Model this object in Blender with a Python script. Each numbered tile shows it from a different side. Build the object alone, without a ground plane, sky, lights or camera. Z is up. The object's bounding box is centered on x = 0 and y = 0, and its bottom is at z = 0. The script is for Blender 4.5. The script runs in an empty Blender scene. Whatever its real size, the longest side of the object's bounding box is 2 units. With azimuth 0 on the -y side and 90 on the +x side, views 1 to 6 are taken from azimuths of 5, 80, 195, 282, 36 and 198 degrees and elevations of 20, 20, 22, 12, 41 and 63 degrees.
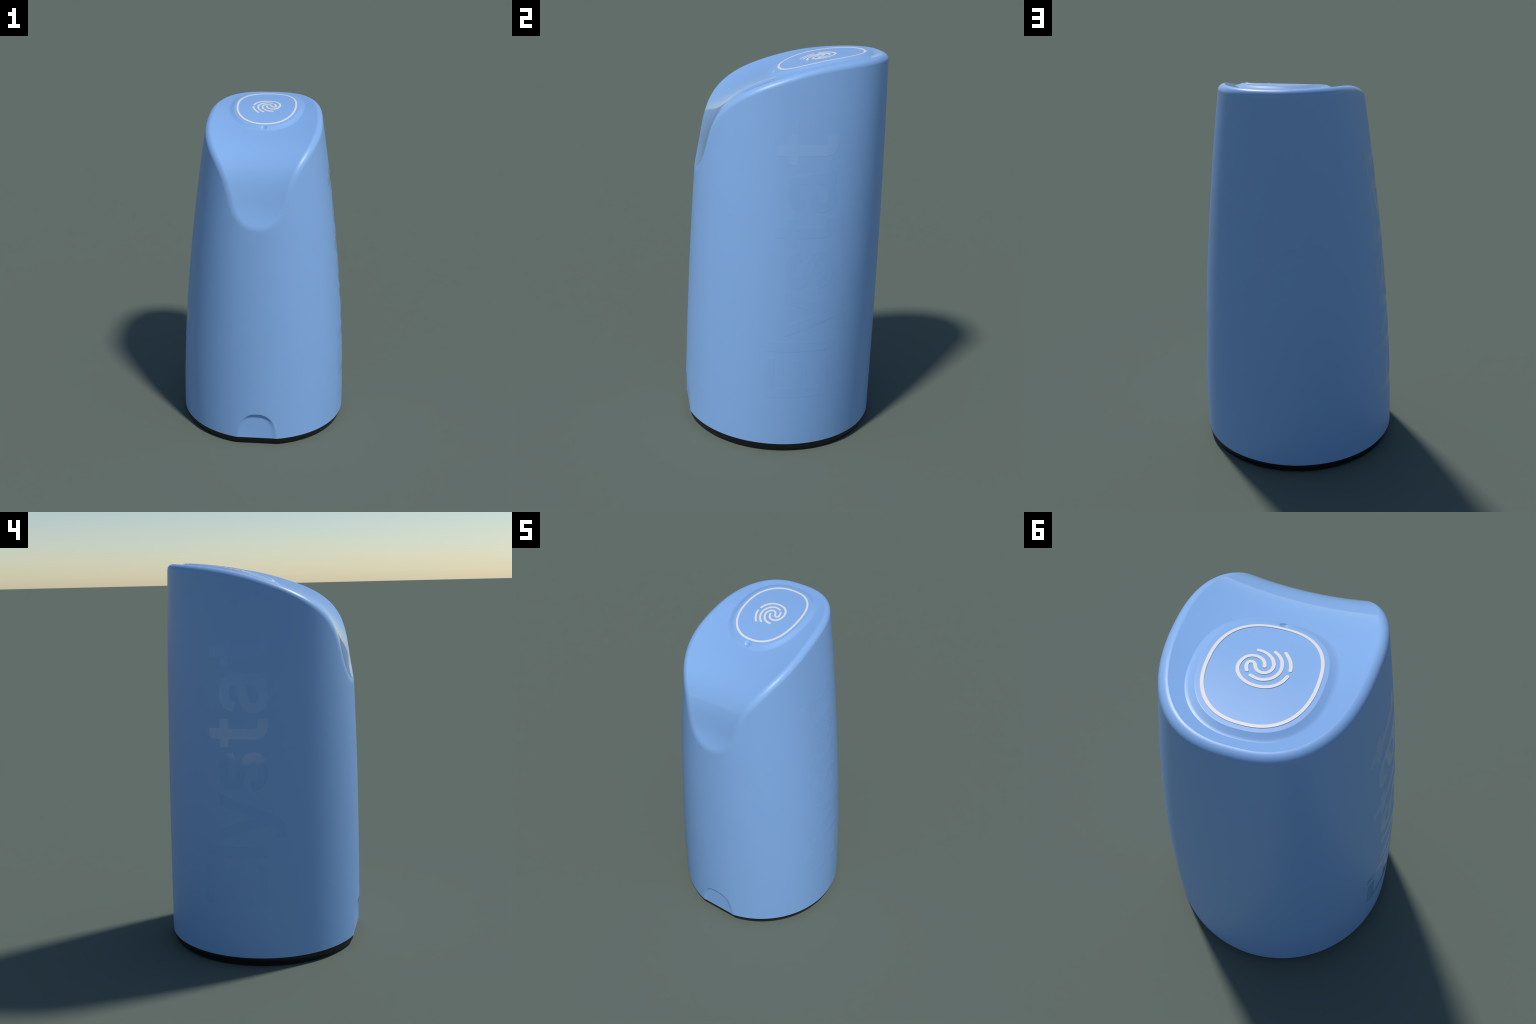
"""Upright fingerprint-button device: a tapering blue shell (round at the foot,
narrower across at the head), sliced by a glossy thumb scoop, with a raised
fingerprint pad, embossed lettering up both flanks, a cable arch and a black foot."""
import bpy, math
import numpy as np
from mathutils import Vector

# ------------------------------------------------------------------ body form
# section at height z is a super-ellipse: half width, front and back reach, squareness
Z_KNOTS = [0.03, 0.60, 1.20, 1.98]
HALF_WIDTH = np.polyfit(Z_KNOTS, [0.5140, 0.4951, 0.4412, 0.3312], 3)
FRONT = np.polyfit(Z_KNOTS, [-0.5145, -0.5091, -0.4927, -0.4466], 3)
BACK = np.polyfit(Z_KNOTS, [0.5145, 0.5062, 0.4945, 0.4706], 3)
SQUARE_FRONT = (2.000, 0.090)          # squareness of the front half: at the foot, and its growth with height squared
SQUARE_BACK = (1.990, 0.080, 0.085)
SHELL_BOTTOM = 0.046
ARCH_TOP = 0.213
CHORD_Y = -0.4985                     # flat at the front of the foot (cable outlet)

# thumb scoop: side profile from the back rim to the front lip (y, z), hollow across x
SCOOP = np.array([(0.62, 2.027), (0.349, 1.9820), (0.100, 1.9360), (-0.098, 1.8730), (-0.2580, 1.8085),
                  (-0.3814, 1.7055), (-0.4286, 1.5867), (-0.4512, 1.4840), (-0.4852, 1.3838), (-0.535, 1.2700)])
HOLLOW_BACK, HOLLOW_FRONT, HOLLOW_LIP = 0.185, 0.330, 0.12   # hollow across, and how much it gathers near the rim
EDGE_SQUARE, EDGE_SHALLOW = 0.0335, 0.0196    # tangent length of the rounded rim, at square and shallow corners

# finger pad on the scoop
PAD_Y = 0.145
PAD_OUT = (0.2285, 0.2640)
PAD_IN = (0.1960, 0.2330)
PAD_POWER = 2.35
PAD_RISE = 0.0125
PAD_DOME = 0.0070
RING = (0.1765, 0.2135)
DIMPLE = (0.0, -0.0940, 0.0187, 0.0095)   # x, y, radius, depth

ROT = np.array([[-0.70710678, -0.70710678], [-0.70710678, 0.70710678]])  # (y,z) -> (along, out)


def natural_spline(x, y):
    n = len(x); h = np.diff(x); A = np.zeros((n, n)); b = np.zeros(n)
    A[0, 0] = A[-1, -1] = 1.0
    for i in range(1, n - 1):
        A[i, i - 1], A[i, i], A[i, i + 1] = h[i - 1], 2 * (h[i - 1] + h[i]), h[i]
        b[i] = 6 * ((y[i + 1] - y[i]) / h[i] - (y[i] - y[i - 1]) / h[i - 1])
    m = np.linalg.solve(A, b)

    def f(q):
        i = np.clip(np.searchsorted(x, q) - 1, 0, n - 2); t = q - x[i]; hi = h[i]
        s = (y[i + 1] - y[i]) / hi - hi * (2 * m[i] + m[i + 1]) / 6
        return y[i] + t * (s + t * (m[i] / 2 + t * (m[i + 1] - m[i]) / (6 * hi)))
    return f


_so = SCOOP @ ROT.T
_tab_s = np.linspace(_so[0, 0] - 0.05, _so[-1, 0] + 0.25, 4000)
_f = natural_spline(_so[:, 0], _so[:, 1])
_lo, _hi = _so[0, 0], _so[-1, 0]
_tab_h = _f(np.clip(_tab_s, _lo, _hi))
_dlo = (_f(np.array([_lo + 1e-3])) - _f(np.array([_lo])))[0] / 1e-3
_dhi = (_f(np.array([_hi])) - _f(np.array([_hi - 1e-3])))[0] / 1e-3
_tab_h = _tab_h + np.minimum(_tab_s - _lo, 0) * _dlo + np.maximum(_tab_s - _hi, 0) * _dhi
_tab_d = np.gradient(_tab_h, _tab_s)


def smooth(t):
    t = np.clip(t, 0, 1)
    return t * t * (3 - 2 * t)


def pad_rho(x, y, semi):
    return ((np.abs(x) / semi[0]) ** PAD_POWER + (np.abs(y - PAD_Y) / semi[1]) ** PAD_POWER) ** (1 / PAD_POWER)


def pad_lift(x, y):
    ro, ri = pad_rho(x, y, PAD_OUT), pad_rho(x, y, PAD_IN)
    t = np.clip((1 - ro) / (1 - ro + np.maximum(ri - 1, 0) + 1e-9), 0, 1)   # 0 at outer edge, 1 at crest
    t = np.where(ro >= 1, 0, np.where(ri <= 1, 1, t))
    # side view of the slope: eased in from the panel, straight, tightly rounded into the crest
    k = 1.171
    t = np.where(t < 0.35, k * (0.45 * t + 0.55 * t * t / 0.7),
                 np.where(t < 0.9, k * (0.25375 + (t - 0.35)), 1 - k * 5.0 * (1 - t) ** 2))
    dome = PAD_DOME * np.clip(1 - pad_rho(x, y, PAD_IN) ** 2, 0, 1)
    d = np.hypot(x - DIMPLE[0], (y - DIMPLE[1]) * 1.25) / DIMPLE[2]
    return PAD_RISE * t + dome, -DIMPLE[3] * np.clip((np.sqrt(np.clip(1 - 0.8 * d * d, 0, 1)) - 0.4472) / 0.5528, 0, 1)


def side_field(x, y, z):
    """signed distance (first order) to the flank and its normal"""
    A, f, b = np.polyval(HALF_WIDTH, z), np.polyval(FRONT, z), np.polyval(BACK, z)
    yc, B = (f + b) / 2, (b - f) / 2
    n = np.where(y < yc, SQUARE_FRONT[0] + SQUARE_FRONT[1] * z * z, SQUARE_BACK[0] + SQUARE_BACK[1] * z + SQUARE_BACK[2] * z * z)
    X, Y = np.abs(x) / A + 1e-9, np.abs(y - yc) / B + 1e-9
    F = (X ** n + Y ** n) ** (1 / n)
    gx, gy = (X / F) ** (n - 1) / A * np.sign(x), (Y / F) ** (n - 1) / B * np.sign(y - yc)
    L = np.hypot(gx, gy)
    nz = 0.06
    k = math.sqrt(1 + nz * nz)
    return (F - 1) / L, (gx / L / k, gy / L / k, nz / k + 0 * L)


def top_field(x, y, z, relief=True):
    s, q = ROT[0, 0] * y + ROT[0, 1] * z, ROT[1, 0] * y + ROT[1, 1] * z
    h, dh = np.interp(s, _tab_s, _tab_h), np.interp(s, _tab_s, _tab_d)
    L = np.sqrt(1 + dh * dh)
    t = smooth((0.3 - y) / 0.6)
    c0 = HOLLOW_BACK + (HOLLOW_FRONT - HOLLOW_BACK) * t
    d = (q - h) / L - c0 * x * x * (1 + HOLLOW_LIP * (x * x / 0.09 - 1))
    ny, nz = (-dh * ROT[0, 0] + ROT[1, 0]) / L, (-dh * ROT[0, 1] + ROT[1, 1]) / L
    gx = -c0 * (2 * x * (1 - HOLLOW_LIP) + 4 * HOLLOW_LIP * x ** 3 / 0.09)
    M = np.sqrt(1 + gx * gx)
    lift = 0
    if relief:
        a, b = pad_lift(x, y); lift = a + b
    return d / M - lift, (gx / M, ny / M, nz / M)


def arch_depth(x, z):
    """how far inside the arch outline of the cable outlet (metres, positive inside)"""
    u = np.clip((z - 0.05) / (ARCH_TOP - 0.05), 0, 1)          # width shrinks slowly, then closes like a dome
    half = (0.1245 - 0.030 * u) * (1 - u ** 4.2) ** 0.5
    side = (half - np.abs(x)) * 0.72
    roof = ARCH_TOP - 0.016 * np.abs(x / 0.063) ** 3 - z
    return np.minimum(side, roof)


def solid(x, y, z):
    d1, n1 = side_field(x, y, z)
    d2, n2 = top_field(x, y, z)
    c = np.clip(n1[0] * n2[0] + n1[1] * n2[1] + n1[2] * n2[2], -0.5, 0.985)
    r = (EDGE_SQUARE + (EDGE_SHALLOW - EDGE_SQUARE) * np.clip(c, 0, 1)) * np.sqrt((1 + c) / (1 - c))
    a, b = d1 + r, d2 + r
    corner = (a - c * b > 0) & (b - c * a > 0)
    rounded = np.sqrt(np.maximum(a * a + b * b - 2 * a * b * c, 0) / (1 - c * c)) - r
    return np.where(corner, rounded, np.maximum(a, b) - r)


# --------------------------------------------------- radial profiles of the shell
AXIS_Y, HUB_Z = PAD_Y, 1.15


def cast(px, py, pz, dx, dy, dz, t):
    for _ in range(14):
        g = solid(px + t * dx, py + t * dy, pz + t * dz)
        e = 1e-4
        g2 = solid(px + (t + e) * dx, py + (t + e) * dy, pz + (t + e) * dz)
        slope = np.maximum((g2 - g) / e, 0.15)
        t = t - np.clip(g / slope, -0.08, 0.08)
    return t


def bearings():
    """half turn of bearings from the front (0) to the back (pi), finer at the front"""
    out, a = [0.0], 0.0
    while a < math.pi - 1e-9:
        d = math.degrees(a)
        step = 0.36 if d < 14 else (0.6 if d < 40 else 1.25)
        a += math.radians(step); out.append(a)
    k = math.pi / out[-1]
    return np.array(out) * k


TH = bearings()
SX, SY = np.sin(TH), -np.cos(TH)
NT = len(TH)

phi = np.concatenate([np.linspace(0, 90, 900)]) * math.pi / 180
P = phi[None, :] + 0 * TH[:, None]
dx, dy, dz = SX[:, None] * np.sin(P), SY[:, None] * np.sin(P), np.cos(P)
t = cast(0.0, AXIS_Y, HUB_Z, dx, dy, dz, np.full(P.shape, 0.6))
upper_r, upper_z = t * np.sin(P), HUB_Z + t * np.cos(P)

zl = np.linspace(HUB_Z, SHELL_BOTTOM, 400)[1:]
Zl = zl[None, :] + 0 * TH[:, None]
tl = cast(0.0, AXIS_Y, Zl, SX[:, None] + 0 * Zl, SY[:, None] + 0 * Zl, 0.0, np.full(Zl.shape, 0.5))
R = np.concatenate([upper_r, tl], 1)
Zf = np.concatenate([upper_z, Zl], 1)
Xf, Yf = SX[:, None] * R, AXIS_Y + SY[:, None] * R
d2 = top_field(Xf, Yf, Zf)[0]
d1 = side_field(Xf, Yf, Zf)[0]
ro, ri = pad_rho(Xf, Yf, PAD_OUT), pad_rho(Xf, Yf, PAD_IN)


def first(mask):
    return np.argmax(mask, axis=1)


i_crest, i_outer = first(ri > 1), first(ro > 1)
i_rim = first(d2 < -2e-5)              # end of the scoop, start of the rounded rim
i_flank = np.maximum(first(d1 > -2e-5), i_rim + 3)


def soften(i):
    k = np.array([1, 2, 3, 2, 1]) / 9.0
    v = np.concatenate([i[2:0:-1], i, i[-2:-4:-1]]).astype(float)
    return np.convolve(v, k, 'valid')


i_rim_s, i_flank_s = soften(i_rim), soften(i_flank)
COUNTS = [('pad', 26), ('slope', 34), ('scoop', 64), ('rim', 16), ('flank', 96), ('foot', 56)]
rows = sum(c for _, c in COUNTS) + 1
GR = np.zeros((NT, rows)); GZ = np.zeros((NT, rows))
for j in range(NT):
    r, z = R[j], Zf[j]
    s = np.concatenate([[0], np.cumsum(np.hypot(np.diff(r), np.diff(z)))])
    at = lambda i: np.interp(i, np.arange(len(s)), s)
    cuts = [0.0, np.interp(1, ri[j, :i_crest[j] + 2], s[:i_crest[j] + 2]), np.interp(1, ro[j, :i_outer[j] + 2], s[:i_outer[j] + 2]),
            at(i_rim_s[j]), at(i_flank_s[j]), np.interp(-0.25, -z[500:], s[500:]), s[-1]]
    q = []
    for k, (nm, cnt) in enumerate(COUNTS):
        u = np.arange(cnt) / cnt
        if nm == 'scoop':
            u = u ** 1.0
        q.append(cuts[k] + (cuts[k + 1] - cuts[k]) * u)
    q = np.concatenate(q + [[cuts[-1]]])
    GR[j], GZ[j] = np.interp(q, s, r), np.interp(q, s, z)
# snap back on the exact surface (radially about the hub, or level below it)
GX, GY = SX[:, None] * GR, AXIS_Y + SY[:, None] * GR
up = GZ > HUB_Z
vx, vy, vz = GX, GY - AXIS_Y, np.where(up, GZ - HUB_Z, 0)
L = np.sqrt(vx ** 2 + vy ** 2 + vz ** 2) + 1e-12
hz = np.where(up, HUB_Z, GZ)
tt = cast(0.0, AXIS_Y, hz, vx / L, vy / L, vz / L, L)
GX, GY, GZ = vx / L * tt, AXIS_Y + vy / L * tt, hz + vz / L * tt
# cable outlet: press the front of the foot back to a flat inside the arch
inside = arch_depth(GX, GZ)
press = 1 - (1 - np.clip(inside / 0.022, 0, 1)) ** 2.0
front = (GY < -0.3) & (GY < CHORD_Y)
GY = np.where(front, GY + press * (CHORD_Y - GY), GY)

# mirror into a full turn
full_x = np.concatenate([GX, -GX[-2:0:-1]], 0)
full_y = np.concatenate([GY, GY[-2:0:-1]], 0)
full_z = np.concatenate([GZ, GZ[-2:0:-1]], 0)
NF = full_x.shape[0]
verts = [(0.0, full_y[:, 0].mean(), full_z[:, 0].mean())]
ringi = lambda j, k: 1 + (j % NF) * (rows - 1) + (k - 1)
verts += [(full_x[j, k], full_y[j, k], full_z[j, k]) for j in range(NF) for k in range(1, rows)]
BOUND = np.cumsum([c for _, c in COUNTS])
region_faces = {'button': [], 'indicator': [], 'top_panel': [], 'shell': []}
for j in range(NF):
    for k in range(rows - 1):
        if k == 0:
            f = (0, ringi(j, 1), ringi(j + 1, 1))
        else:
            f = (ringi(j, k), ringi(j, k + 1), ringi(j + 1, k + 1), ringi(j + 1, k))
        if k < BOUND[1]:
            cx = sum(verts[i][0] for i in f) / len(f); cy = sum(verts[i][1] for i in f) / len(f)
            nm = 'indicator' if math.hypot(cx - DIMPLE[0], (cy - DIMPLE[1]) * 1.25) < DIMPLE[2] else 'button'
        elif k < BOUND[2]:
            nm = 'top_panel'
        else:
            nm = 'shell'
        region_faces[nm].append(f)

V = np.array(verts)


def face_normals_to_vertices(V, faces):
    N = np.zeros_like(V)
    for f in faces:
        p = V[list(f)]
        n = np.zeros(3)
        for i in range(1, len(f) - 1):
            n += np.cross(p[i] - p[0], p[i + 1] - p[0])
        for i in f:
            N[i] += n
    return N / (np.linalg.norm(N, axis=1)[:, None] + 1e-20)


def quad_normals(V, faces):
    N = np.zeros_like(V)
    q = np.array([f if len(f) == 4 else (f[0], f[1], f[2], f[2]) for f in faces])
    n = np.cross(V[q[:, 2]] - V[q[:, 0]], V[q[:, 3]] - V[q[:, 1]])
    tri = q[:, 2] == q[:, 3]
    n[tri] = np.cross(V[q[tri, 1]] - V[q[tri, 0]], V[q[tri, 2]] - V[q[tri, 0]])
    for i in range(4):
        np.add.at(N, q[:, i], n)
    return N / (np.linalg.norm(N, axis=1)[:, None] + 1e-20)


all_faces = [f for v in region_faces.values() for f in v]
# the pad meets the panel in a crease: shade the pad and the rest of the skin separately
VN_pad = quad_normals(V, region_faces['button'] + region_faces['indicator'])
VN_skin = quad_normals(V, region_faces['top_panel'] + region_faces['shell'])

# ------------------------------------------------------------------- materials


def material(name, color, rough, coat=0.0, coat_rough=0.05, grain=0.0, specular=0.5):
    m = bpy.data.materials.new(name); m.use_nodes = True
    nt = m.node_tree; b = nt.nodes['Principled BSDF']
    b.inputs['Roughness'].default_value = rough
    b.inputs['Specular IOR Level'].default_value = specular
    b.inputs['Coat Weight'].default_value = coat
    b.inputs['Coat Roughness'].default_value = coat_rough
    tc = nt.nodes.new('ShaderNodeTexCoord')
    nz = nt.nodes.new('ShaderNodeTexNoise'); nz.inputs['Scale'].default_value = 6.0; nz.inputs['Detail'].default_value = 3.0
    nt.links.new(tc.outputs['Object'], nz.inputs['Vector'])
    cr = nt.nodes.new('ShaderNodeValToRGB')
    k = 0.006
    cr.color_ramp.elements[0].position, cr.color_ramp.elements[1].position = 0.3, 0.7
    cr.color_ramp.elements[0].color = tuple(c * (1 - k) for c in color) + (1,)
    cr.color_ramp.elements[1].color = tuple(min(1, c * (1 + k)) for c in color) + (1,)
    nt.links.new(nz.outputs['Fac'], cr.inputs['Fac'])
    nt.links.new(cr.outputs['Color'], b.inputs['Base Color'])
    return m


BLUE = (0.232, 0.415, 0.735)
satin = material('satin_blue_plastic', BLUE, 0.40)
gloss = material('glossy_blue_plastic', BLUE, 0.05)
lens = material('indicator_plastic', BLUE, 0.25)
black = material('black_rubber', (0.0055, 0.0055, 0.0055), 0.50, specular=0.4)
white = material('pale_inlay', (0.72, 0.70, 0.695), 0.45)

# --------------------------------------------------------------------- objects
root = bpy.data.objects.new('fingerprint_device', None)
bpy.context.scene.collection.objects.link(root)
root['label'] = 'tall blue tapered device with slanted fingerprint button top'
root['category'] = 'electronic device'


def add(name, verts, faces, mat, parent=root, normals=None, smooth_shade=True, sharp=None):
    me = bpy.data.meshes.new(name)
    me.from_pydata([tuple(v) for v in verts], [], [tuple(f) for f in faces])
    me.materials.append(mat)
    if smooth_shade:
        me.polygons.foreach_set('use_smooth', [True] * len(me.polygons))
    if sharp is not None:
        me.set_sharp_from_angle(angle=math.radians(sharp))
    me.update()
    if normals is not None:
        me.normals_split_custom_set_from_vertices([tuple(n) for n in normals])
    ob = bpy.data.objects.new(name, me)
    bpy.context.scene.collection.objects.link(ob)
    ob.parent = parent
    return ob


made = {}
for nm, mat in (('shell', satin), ('top_panel', gloss), ('button', satin), ('indicator', lens)):
    faces = region_faces[nm]
    used = np.unique(np.concatenate([np.array(f) for f in faces]))
    remap = np.full(len(V), -1); remap[used] = np.arange(len(used))
    made[nm] = add(nm, V[used], [tuple(int(remap[i]) for i in f) for f in faces], mat, normals=(VN_pad if nm in ('button', 'indicator') else VN_skin)[used],
                   parent=made['button'] if nm == 'indicator' else root)

# ------------------------------------------------------------------ black foot
foot_profile = [(-0.012, 0.0452), (-0.0005, 0.0455), (-0.0005, 0.0425), (-0.0022, 0.0415), (-0.0020, 0.036), (-0.0040, 0.028), (-0.0075, 0.0190),
                (-0.0110, 0.0130), (-0.0140, 0.0118), (-0.0150, 0.0080), (-0.0165, 0.0)]
NA = 360
fv, ff = [], []
for off, z in foot_profile:
    for i in range(NA):
        a = 2 * math.pi * i / NA
        f, b, A = float(np.polyval(FRONT, SHELL_BOTTOM)), float(np.polyval(BACK, SHELL_BOTTOM)), float(np.polyval(HALF_WIDTH, SHELL_BOTTOM))
        x, y = (A + off) * math.sin(a), (f + b) / 2 - ((b - f) / 2 + off) * math.cos(a)
        fv.append((x, max(y, CHORD_Y - off), z))
k = len(foot_profile)
for r in range(k - 1):
    for i in range(NA):
        ff.append((r * NA + i, (r + 1) * NA + i, (r + 1) * NA + (i + 1) % NA, r * NA + (i + 1) % NA))
ff.append(tuple(reversed([i for i in range(NA)]))[::-1])
ff.append(tuple((k - 1) * NA + i for i in range(NA))[::-1])
base = add('foot', fv, ff, black, sharp=35)

# ------------------------------------------------------- pale ring and ridges


def drop_on_top(x, y, lift):
    """height of the pad surface under plan point x, y (walk down the out direction)"""
    x, y = np.asarray(x, float), np.asarray(y, float)
    z = np.full(x.shape, 1.95)
    for _ in range(20):
        d, n = top_field(x, y, z, relief=False)
        z = z - (d - pad_lift(x, y)[0]) / n[2]
    d, n = top_field(x, y, z, relief=False)
    n = np.stack(n, -1)
    return np.stack([x, y, z], -1) + n * lift, n


def catmull(pts, n=10, closed=False):
    Pp = np.array(pts, float)
    Pp = np.vstack([Pp[-1], Pp, Pp[0], Pp[1]]) if closed else np.vstack([2 * Pp[0] - Pp[1], Pp, 2 * Pp[-1] - Pp[-2]])
    out = []
    for i in range(1, len(Pp) - 2):
        a, b, c, d = Pp[i - 1:i + 3]
        for u in np.arange(n) / n:
            out.append(0.5 * (2 * b + (c - a) * u + (2 * a - 5 * b + 4 * c - d) * u * u + (3 * b - a - 3 * c + d) * u ** 3))
    if not closed:
        out.append(Pp[-2])
    return np.array(out)


def resample(path, step):
    s = np.concatenate([[0], np.cumsum(np.linalg.norm(np.diff(path, axis=0), axis=1))])
    q = np.linspace(0, s[-1], max(4, int(s[-1] / step)))
    return np.stack([np.interp(q, s, path[:, 0]), np.interp(q, s, path[:, 1])], -1)


INLAY_W, INLAY_H = 0.0057, 0.0018


def ribbon(name, path, closed, parent):
    """raised strip with round ends and a slightly eased top edge"""
    p = np.array(path)
    if closed:
        T = np.roll(p, -1, 0) - np.roll(p, 1, 0)
    else:
        T = np.gradient(p, axis=0)
    T /= np.linalg.norm(T, axis=1)[:, None]
    Nn = np.stack([-T[:, 1], T[:, 0]], -1)
    wid = np.full(len(p), INLAY_W)
    if not closed:                       # rounded ends
        ext0 = [p[0] - T[0] * INLAY_W * math.sin(a) for a in np.linspace(math.pi / 2, 0, 7)[:-1]]
        w0 = [INLAY_W * max(math.cos(a), 0.02) for a in np.linspace(math.pi / 2, 0, 7)[:-1]]
        ext1 = [p[-1] + T[-1] * INLAY_W * math.sin(a) for a in np.linspace(0, math.pi / 2, 7)[1:]]
        w1 = [INLAY_W * max(math.cos(a), 0.02) for a in np.linspace(0, math.pi / 2, 7)[1:]]
        Nn = np.vstack([np.repeat(Nn[:1], 6, 0), Nn, np.repeat(Nn[-1:], 6, 0)])
        p = np.vstack([ext0, p, ext1]); wid = np.concatenate([w0, wid, w1])
    cols = [(-1, -0.003), (-1, INLAY_H), (0, INLAY_H), (1, INLAY_H), (1, -0.003)]
    m = len(p); vv = []
    for s, h in cols:
        q = p + Nn * (wid * s)[:, None]
        vv.append(drop_on_top(q[:, 0], q[:, 1], h)[0])
    vv = np.concatenate(vv); fc = []
    for c in range(len(cols) - 1):
        for i in range(m if closed else m - 1):
            j = (i + 1) % m
            fc.append((c * m + i, c * m + j, (c + 1) * m + j, (c + 1) * m + i))
    if not closed:
        fc.append(tuple(c * m for c in range(len(cols))))
        fc.append(tuple(c * m + m - 1 for c in range(len(cols)))[::-1])
    ob = add(name, vv, fc, white, parent=parent, sharp=40)
    return ob


ang = np.linspace(0, 2 * math.pi, 4000, endpoint=False)
rr = ((np.abs(np.cos(ang)) / RING[0]) ** PAD_POWER + (np.abs(np.sin(ang)) / RING[1]) ** PAD_POWER) ** (-1 / PAD_POWER)
loop = np.stack([rr * np.cos(ang), PAD_Y + rr * np.sin(ang)], -1)
sl = np.concatenate([[0], np.cumsum(np.linalg.norm(np.diff(np.vstack([loop, loop[:1]]), axis=0), axis=1))])
qs = np.linspace(0, sl[-1], 241)[:-1]
lp = np.vstack([loop, loop[:1]])
ribbon('button_ring', np.stack([np.interp(qs, sl, lp[:, 0]), np.interp(qs, sl, lp[:, 1])], -1), True, made['button'])

RIDGES = [
    [(0.0007, 0.1277), (0.0050, 0.1135), (0.0145, 0.1008), (0.0274, 0.0940), (0.0415, 0.0922), (0.0545, 0.0955), (0.0680, 0.1060),
     (0.0769, 0.1247), (0.0799, 0.1442), (0.0775, 0.1614), (0.0705, 0.1769), (0.0576, 0.1918), (0.0376, 0.2043), (0.0174, 0.2100),
     (-0.0042, 0.2113), (-0.0243, 0.2078), (-0.0449, 0.1984), (-0.0613, 0.1832), (-0.0719, 0.1656), (-0.0782, 0.1466)],
    [(0.0480, 0.1600), (0.0539, 0.1459), (0.0557, 0.1319), (0.0519, 0.1231), (0.0440, 0.1199), (0.0360, 0.1225), (0.0302, 0.1304),
     (0.0263, 0.1399), (0.0179, 0.1500), (0.0056, 0.1550), (-0.0073, 0.1534), (-0.0183, 0.1455), (-0.0247, 0.1321), (-0.0255, 0.1154),
     (-0.0193, 0.0985), (-0.0084, 0.0834), (0.0074, 0.0716), (0.0245, 0.0655), (0.0404, 0.0645)],
    [(0.0309, 0.1757), (0.0188, 0.1804), (0.0019, 0.1832), (-0.0155, 0.1798), (-0.0333, 0.1688), (-0.0462, 0.1505), (-0.0517, 0.1285),
     (-0.0491, 0.1040), (-0.0410, 0.0841), (-0.0278, 0.0675), (-0.0128, 0.0561)],
    [(-0.0799, 0.1207), (-0.0767, 0.1026), (-0.0703, 0.0859), (-0.0600, 0.0680), (-0.0448, 0.0489)],
]
for rd in RIDGES:
    ribbon('fingerprint_ridge', resample(catmull(rd), 0.0035), False, made['button'])

# ------------------------------------------------------------ raised lettering
# glyphs in (along the line, above the baseline), drawn as pen strokes of bar width
BAR = 0.0525


def bar(x0, y0, x1, y1):                    # upright rectangle
    return lambda X, Y: np.maximum(np.abs(X - (x0 + x1) / 2) - abs(x1 - x0) / 2, np.abs(Y - (y0 + y1) / 2) - abs(y1 - y0) / 2)


def pen(points, width=BAR, n=12, square=True):      # curved stroke with flat ends
    path = catmull(points, n)

    def f(X, Y):
        a, d = path[:-1], np.diff(path, axis=0)
        best = np.full(X.shape, 9.0)
        for (ax, ay), (ux, uy) in zip(a, d):
            L2 = ux * ux + uy * uy
            t = ((X - ax) * ux + (Y - ay) * uy) / L2
            tc = np.clip(t, 0, 1)
            best = np.minimum(best, np.hypot(X - ax - tc * ux, Y - ay - tc * uy))
        g = best - width / 2
        for e, u in ((path[0], path[0] - path[2]), (path[-1], path[-1] - path[-3])):
            u = u / np.hypot(*u)
            cut = (X - e[0]) * u[0] + (Y - e[1]) * u[1]
            near = np.hypot(X - e[0], Y - e[1]) < width * 0.75
            g = np.where(near, np.maximum(g, cut), g)
        return g
    return f


def within(f, lo, hi):                       # trim a stroke between two levels
    return lambda X, Y: np.maximum(f(X, Y), np.maximum(lo - Y, Y - hi))


def union(*fs):
    return lambda X, Y: np.minimum.reduce([f(X, Y) for f in fs])


XH = 0.2375
GLYPHS = {
    'E': (0.214, union(bar(0, 0, BAR, 0.325), bar(0, 0, 0.214, 0.046), bar(0, 0.279, 0.214, 0.325), bar(0, 0.140, 0.203, 0.186))),
    'l': (0.052, bar(0, 0, BAR, 0.332)),
    'y': (0.230, union(within(pen([(0.018, 0.265), (0.0665, 0.13), (0.115, -0.005)], 0.054), -0.02, XH),
                       within(pen([(0.2145, 0.265), (0.166, 0.13), (0.1205, 0.004), (0.104, -0.036), (0.078, -0.060), (0.050, -0.066), (0.020, -0.065)], 0.050), -0.1, XH))),
    's': (0.195, pen([(0.168, 0.160), (0.157, 0.197), (0.128, 0.2145), (0.097, 0.217), (0.058, 0.211), (0.032, 0.190), (0.031, 0.162), (0.057, 0.139),
                      (0.097, 0.127), (0.142, 0.111), (0.167, 0.085), (0.168, 0.053), (0.142, 0.027), (0.098, 0.019), (0.056, 0.026), (0.033, 0.046), (0.025, 0.078)], 0.050)),
    't': (0.140, union(bar(0.041, 0.07, 0.041 + BAR, 0.294), bar(0, XH - 0.046, 0.138, XH),
                       pen([(0.067, 0.105), (0.067, 0.070), (0.074, 0.036), (0.098, 0.0225), (0.140, 0.0225)], 0.052))),
    'a': (0.202, union(pen([(0.033, 0.162), (0.045, 0.196), (0.074, 0.213), (0.103, 0.215), (0.140, 0.208), (0.162, 0.184), (0.165, 0.150), (0.165, 0.100), (0.165, 0.040)], 0.051),
                       bar(0.1395, 0.0, 0.1905, 0.060), bar(0.160, 0.0, 0.202, 0.026),
                       pen([(0.170, 0.130), (0.130, 0.127), (0.078, 0.117), (0.040, 0.102), (0.026, 0.070), (0.040, 0.032), (0.080, 0.018), (0.122, 0.030), (0.150, 0.055), (0.166, 0.090)], 0.049))),
}
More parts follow.
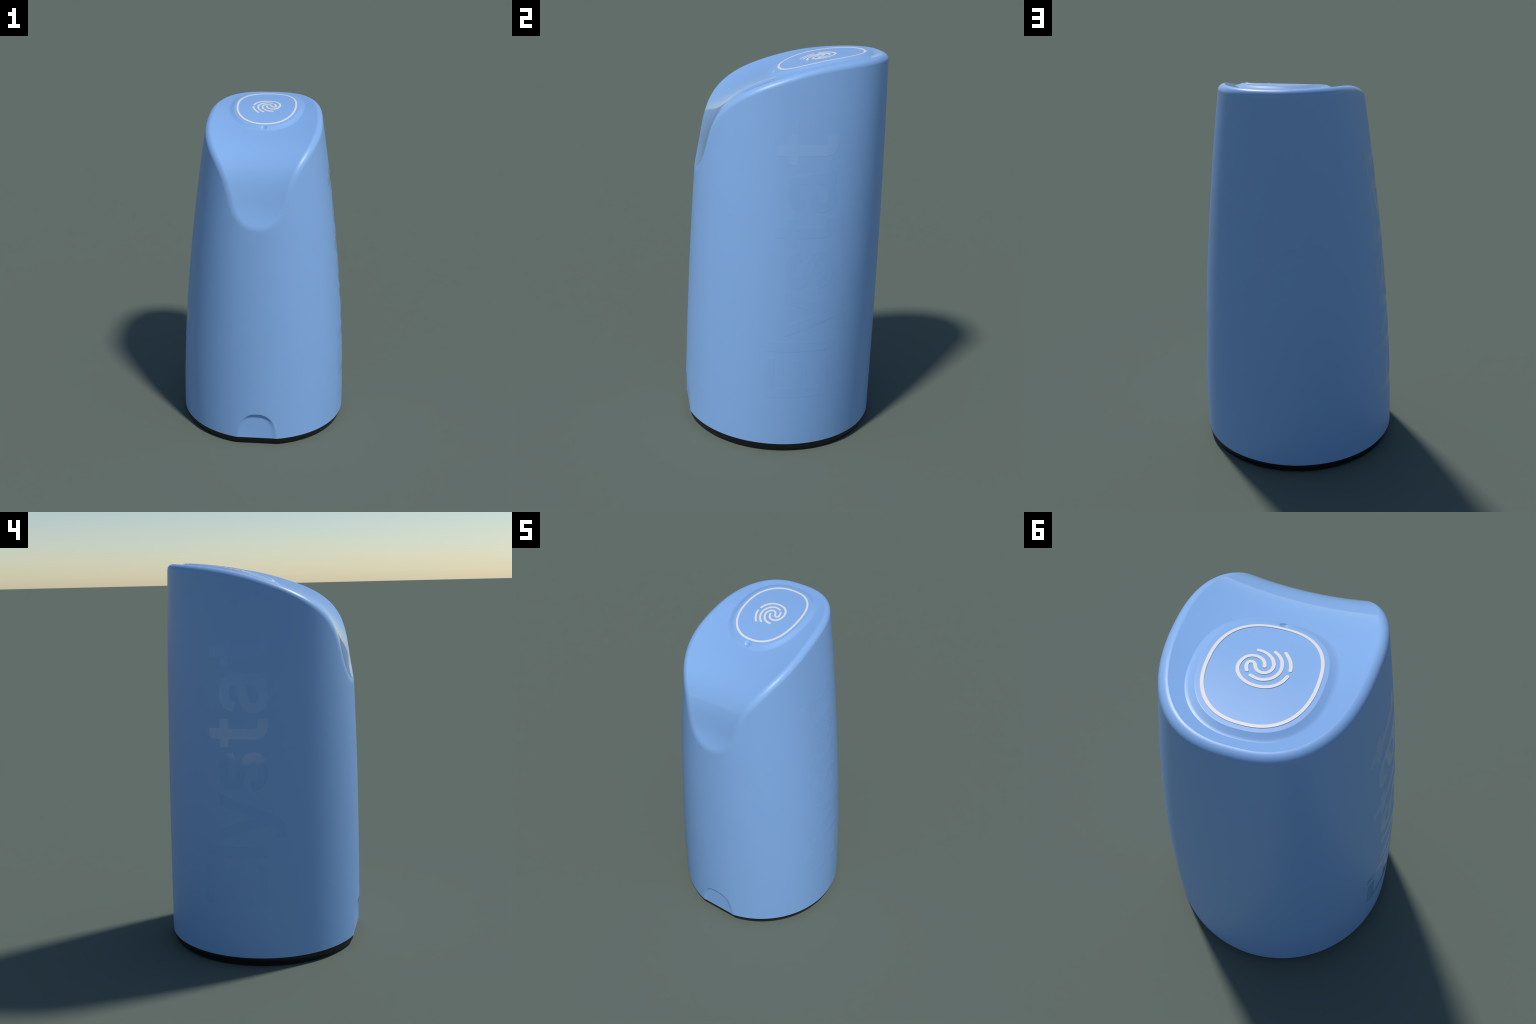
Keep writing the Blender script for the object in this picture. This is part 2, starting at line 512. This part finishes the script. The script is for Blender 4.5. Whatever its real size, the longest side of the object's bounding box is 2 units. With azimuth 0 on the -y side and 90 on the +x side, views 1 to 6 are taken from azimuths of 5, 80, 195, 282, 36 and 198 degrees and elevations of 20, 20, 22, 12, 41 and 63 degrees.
LINE = [('E', 0.315), ('l', 0.566), ('y', 0.647), ('s', 0.893), ('t', 1.107), ('a', 1.273), ('t', 1.503)]
CELL = 0.0036


def glyph_mesh(ch):
    """flat mesh of a glyph: marching squares over its stroke field"""
    w, f = GLYPHS[ch]
    xs, ys = np.arange(-0.012, w + 0.014, CELL), np.arange(-0.10, 0.345, CELL)
    Xg, Yg = np.meshgrid(xs, ys, indexing='ij')
    S = f(Xg, Yg); S = np.where(np.abs(S) < 1e-6, -1e-6, S)
    pts, faces, cache, rim = [], [], {}, []

    def corner(i, j):
        key = (i, j)
        if key not in cache:
            cache[key] = len(pts); pts.append((xs[i], ys[j]))
        return cache[key]

    def cross(i, j, k, l):
        key = (min((i, j), (k, l)), max((i, j), (k, l)))
        if key not in cache:
            t = S[i, j] / (S[i, j] - S[k, l]); t = min(max(t, 0.02), 0.98)
            cache[key] = len(pts); pts.append((xs[i] + (xs[k] - xs[i]) * t, ys[j] + (ys[l] - ys[j]) * t))
        return cache[key]
    for i in range(len(xs) - 1):
        for j in range(len(ys) - 1):
            cs = [(i, j), (i + 1, j), (i + 1, j + 1), (i, j + 1)]
            ins = [S[c] < 0 for c in cs]
            if not any(ins):
                continue
            poly, tags = [], []
            for k in range(4):
                a, b = cs[k], cs[(k + 1) % 4]
                if ins[k]:
                    poly.append(corner(*a)); tags.append(0)
                if ins[k] != ins[(k + 1) % 4]:
                    poly.append(cross(*a, *b)); tags.append(1 if ins[k] else 2)
            faces.append(tuple(poly))
            for k in range(len(poly)):
                if tags[k] == 1 and tags[(k + 1) % len(poly)] == 2:
                    rim.append((poly[k], poly[(k + 1) % len(poly)]))
    return np.array(pts), faces, rim


LETTER_H = 0.0003


def flank_x(y, z, side):
    x = np.full(y.shape, 0.42)
    for _ in range(25):
        d, n = side_field(x, y, z)
        x = x - d / np.maximum(n[0], 0.2)
    return x * side


cache_glyph = {}
for side in (1, -1):
    for ch, z0 in LINE:
        if ch not in cache_glyph:
            cache_glyph[ch] = glyph_mesh(ch)
        p, fc, rim = cache_glyph[ch]
        z = z0 + p[:, 0]
        y = (0.1625 - p[:, 1]) if side == 1 else (-0.1150 + p[:, 1])
        x = flank_x(y, z, side)
        e = 1e-3
        tz = np.stack([(flank_x(y, z + e, side) - x) / e, 0 * y, 0 * y + 1], -1)
        ty = np.stack([(flank_x(y + e, z, side) - x) / e, 0 * y + 1, 0 * y], -1)
        n = np.cross(ty, tz); n /= np.linalg.norm(n, axis=1)[:, None]; n *= np.sign(n[:, :1]) * side
        q = np.stack([x, y, z], -1)
        top, low = q + n * LETTER_H, q - n * 0.003
        m = len(p)
        faces = [f[::-1] for f in fc] + [(a, b, b + m, a + m) for a, b in rim]
        ob = add('letter', np.vstack([top, low]), faces, gloss, parent=made['shell'], sharp=35)
        import bmesh
        bm = bmesh.new(); bm.from_mesh(ob.data); bmesh.ops.recalc_face_normals(bm, faces=bm.faces)
        bm.faces.ensure_lookup_table()
        if bm.faces[0].normal.x * side < 0:
            bmesh.ops.reverse_faces(bm, faces=bm.faces)
        bm.to_mesh(ob.data); bm.free()
bpy.context.view_layer.update()
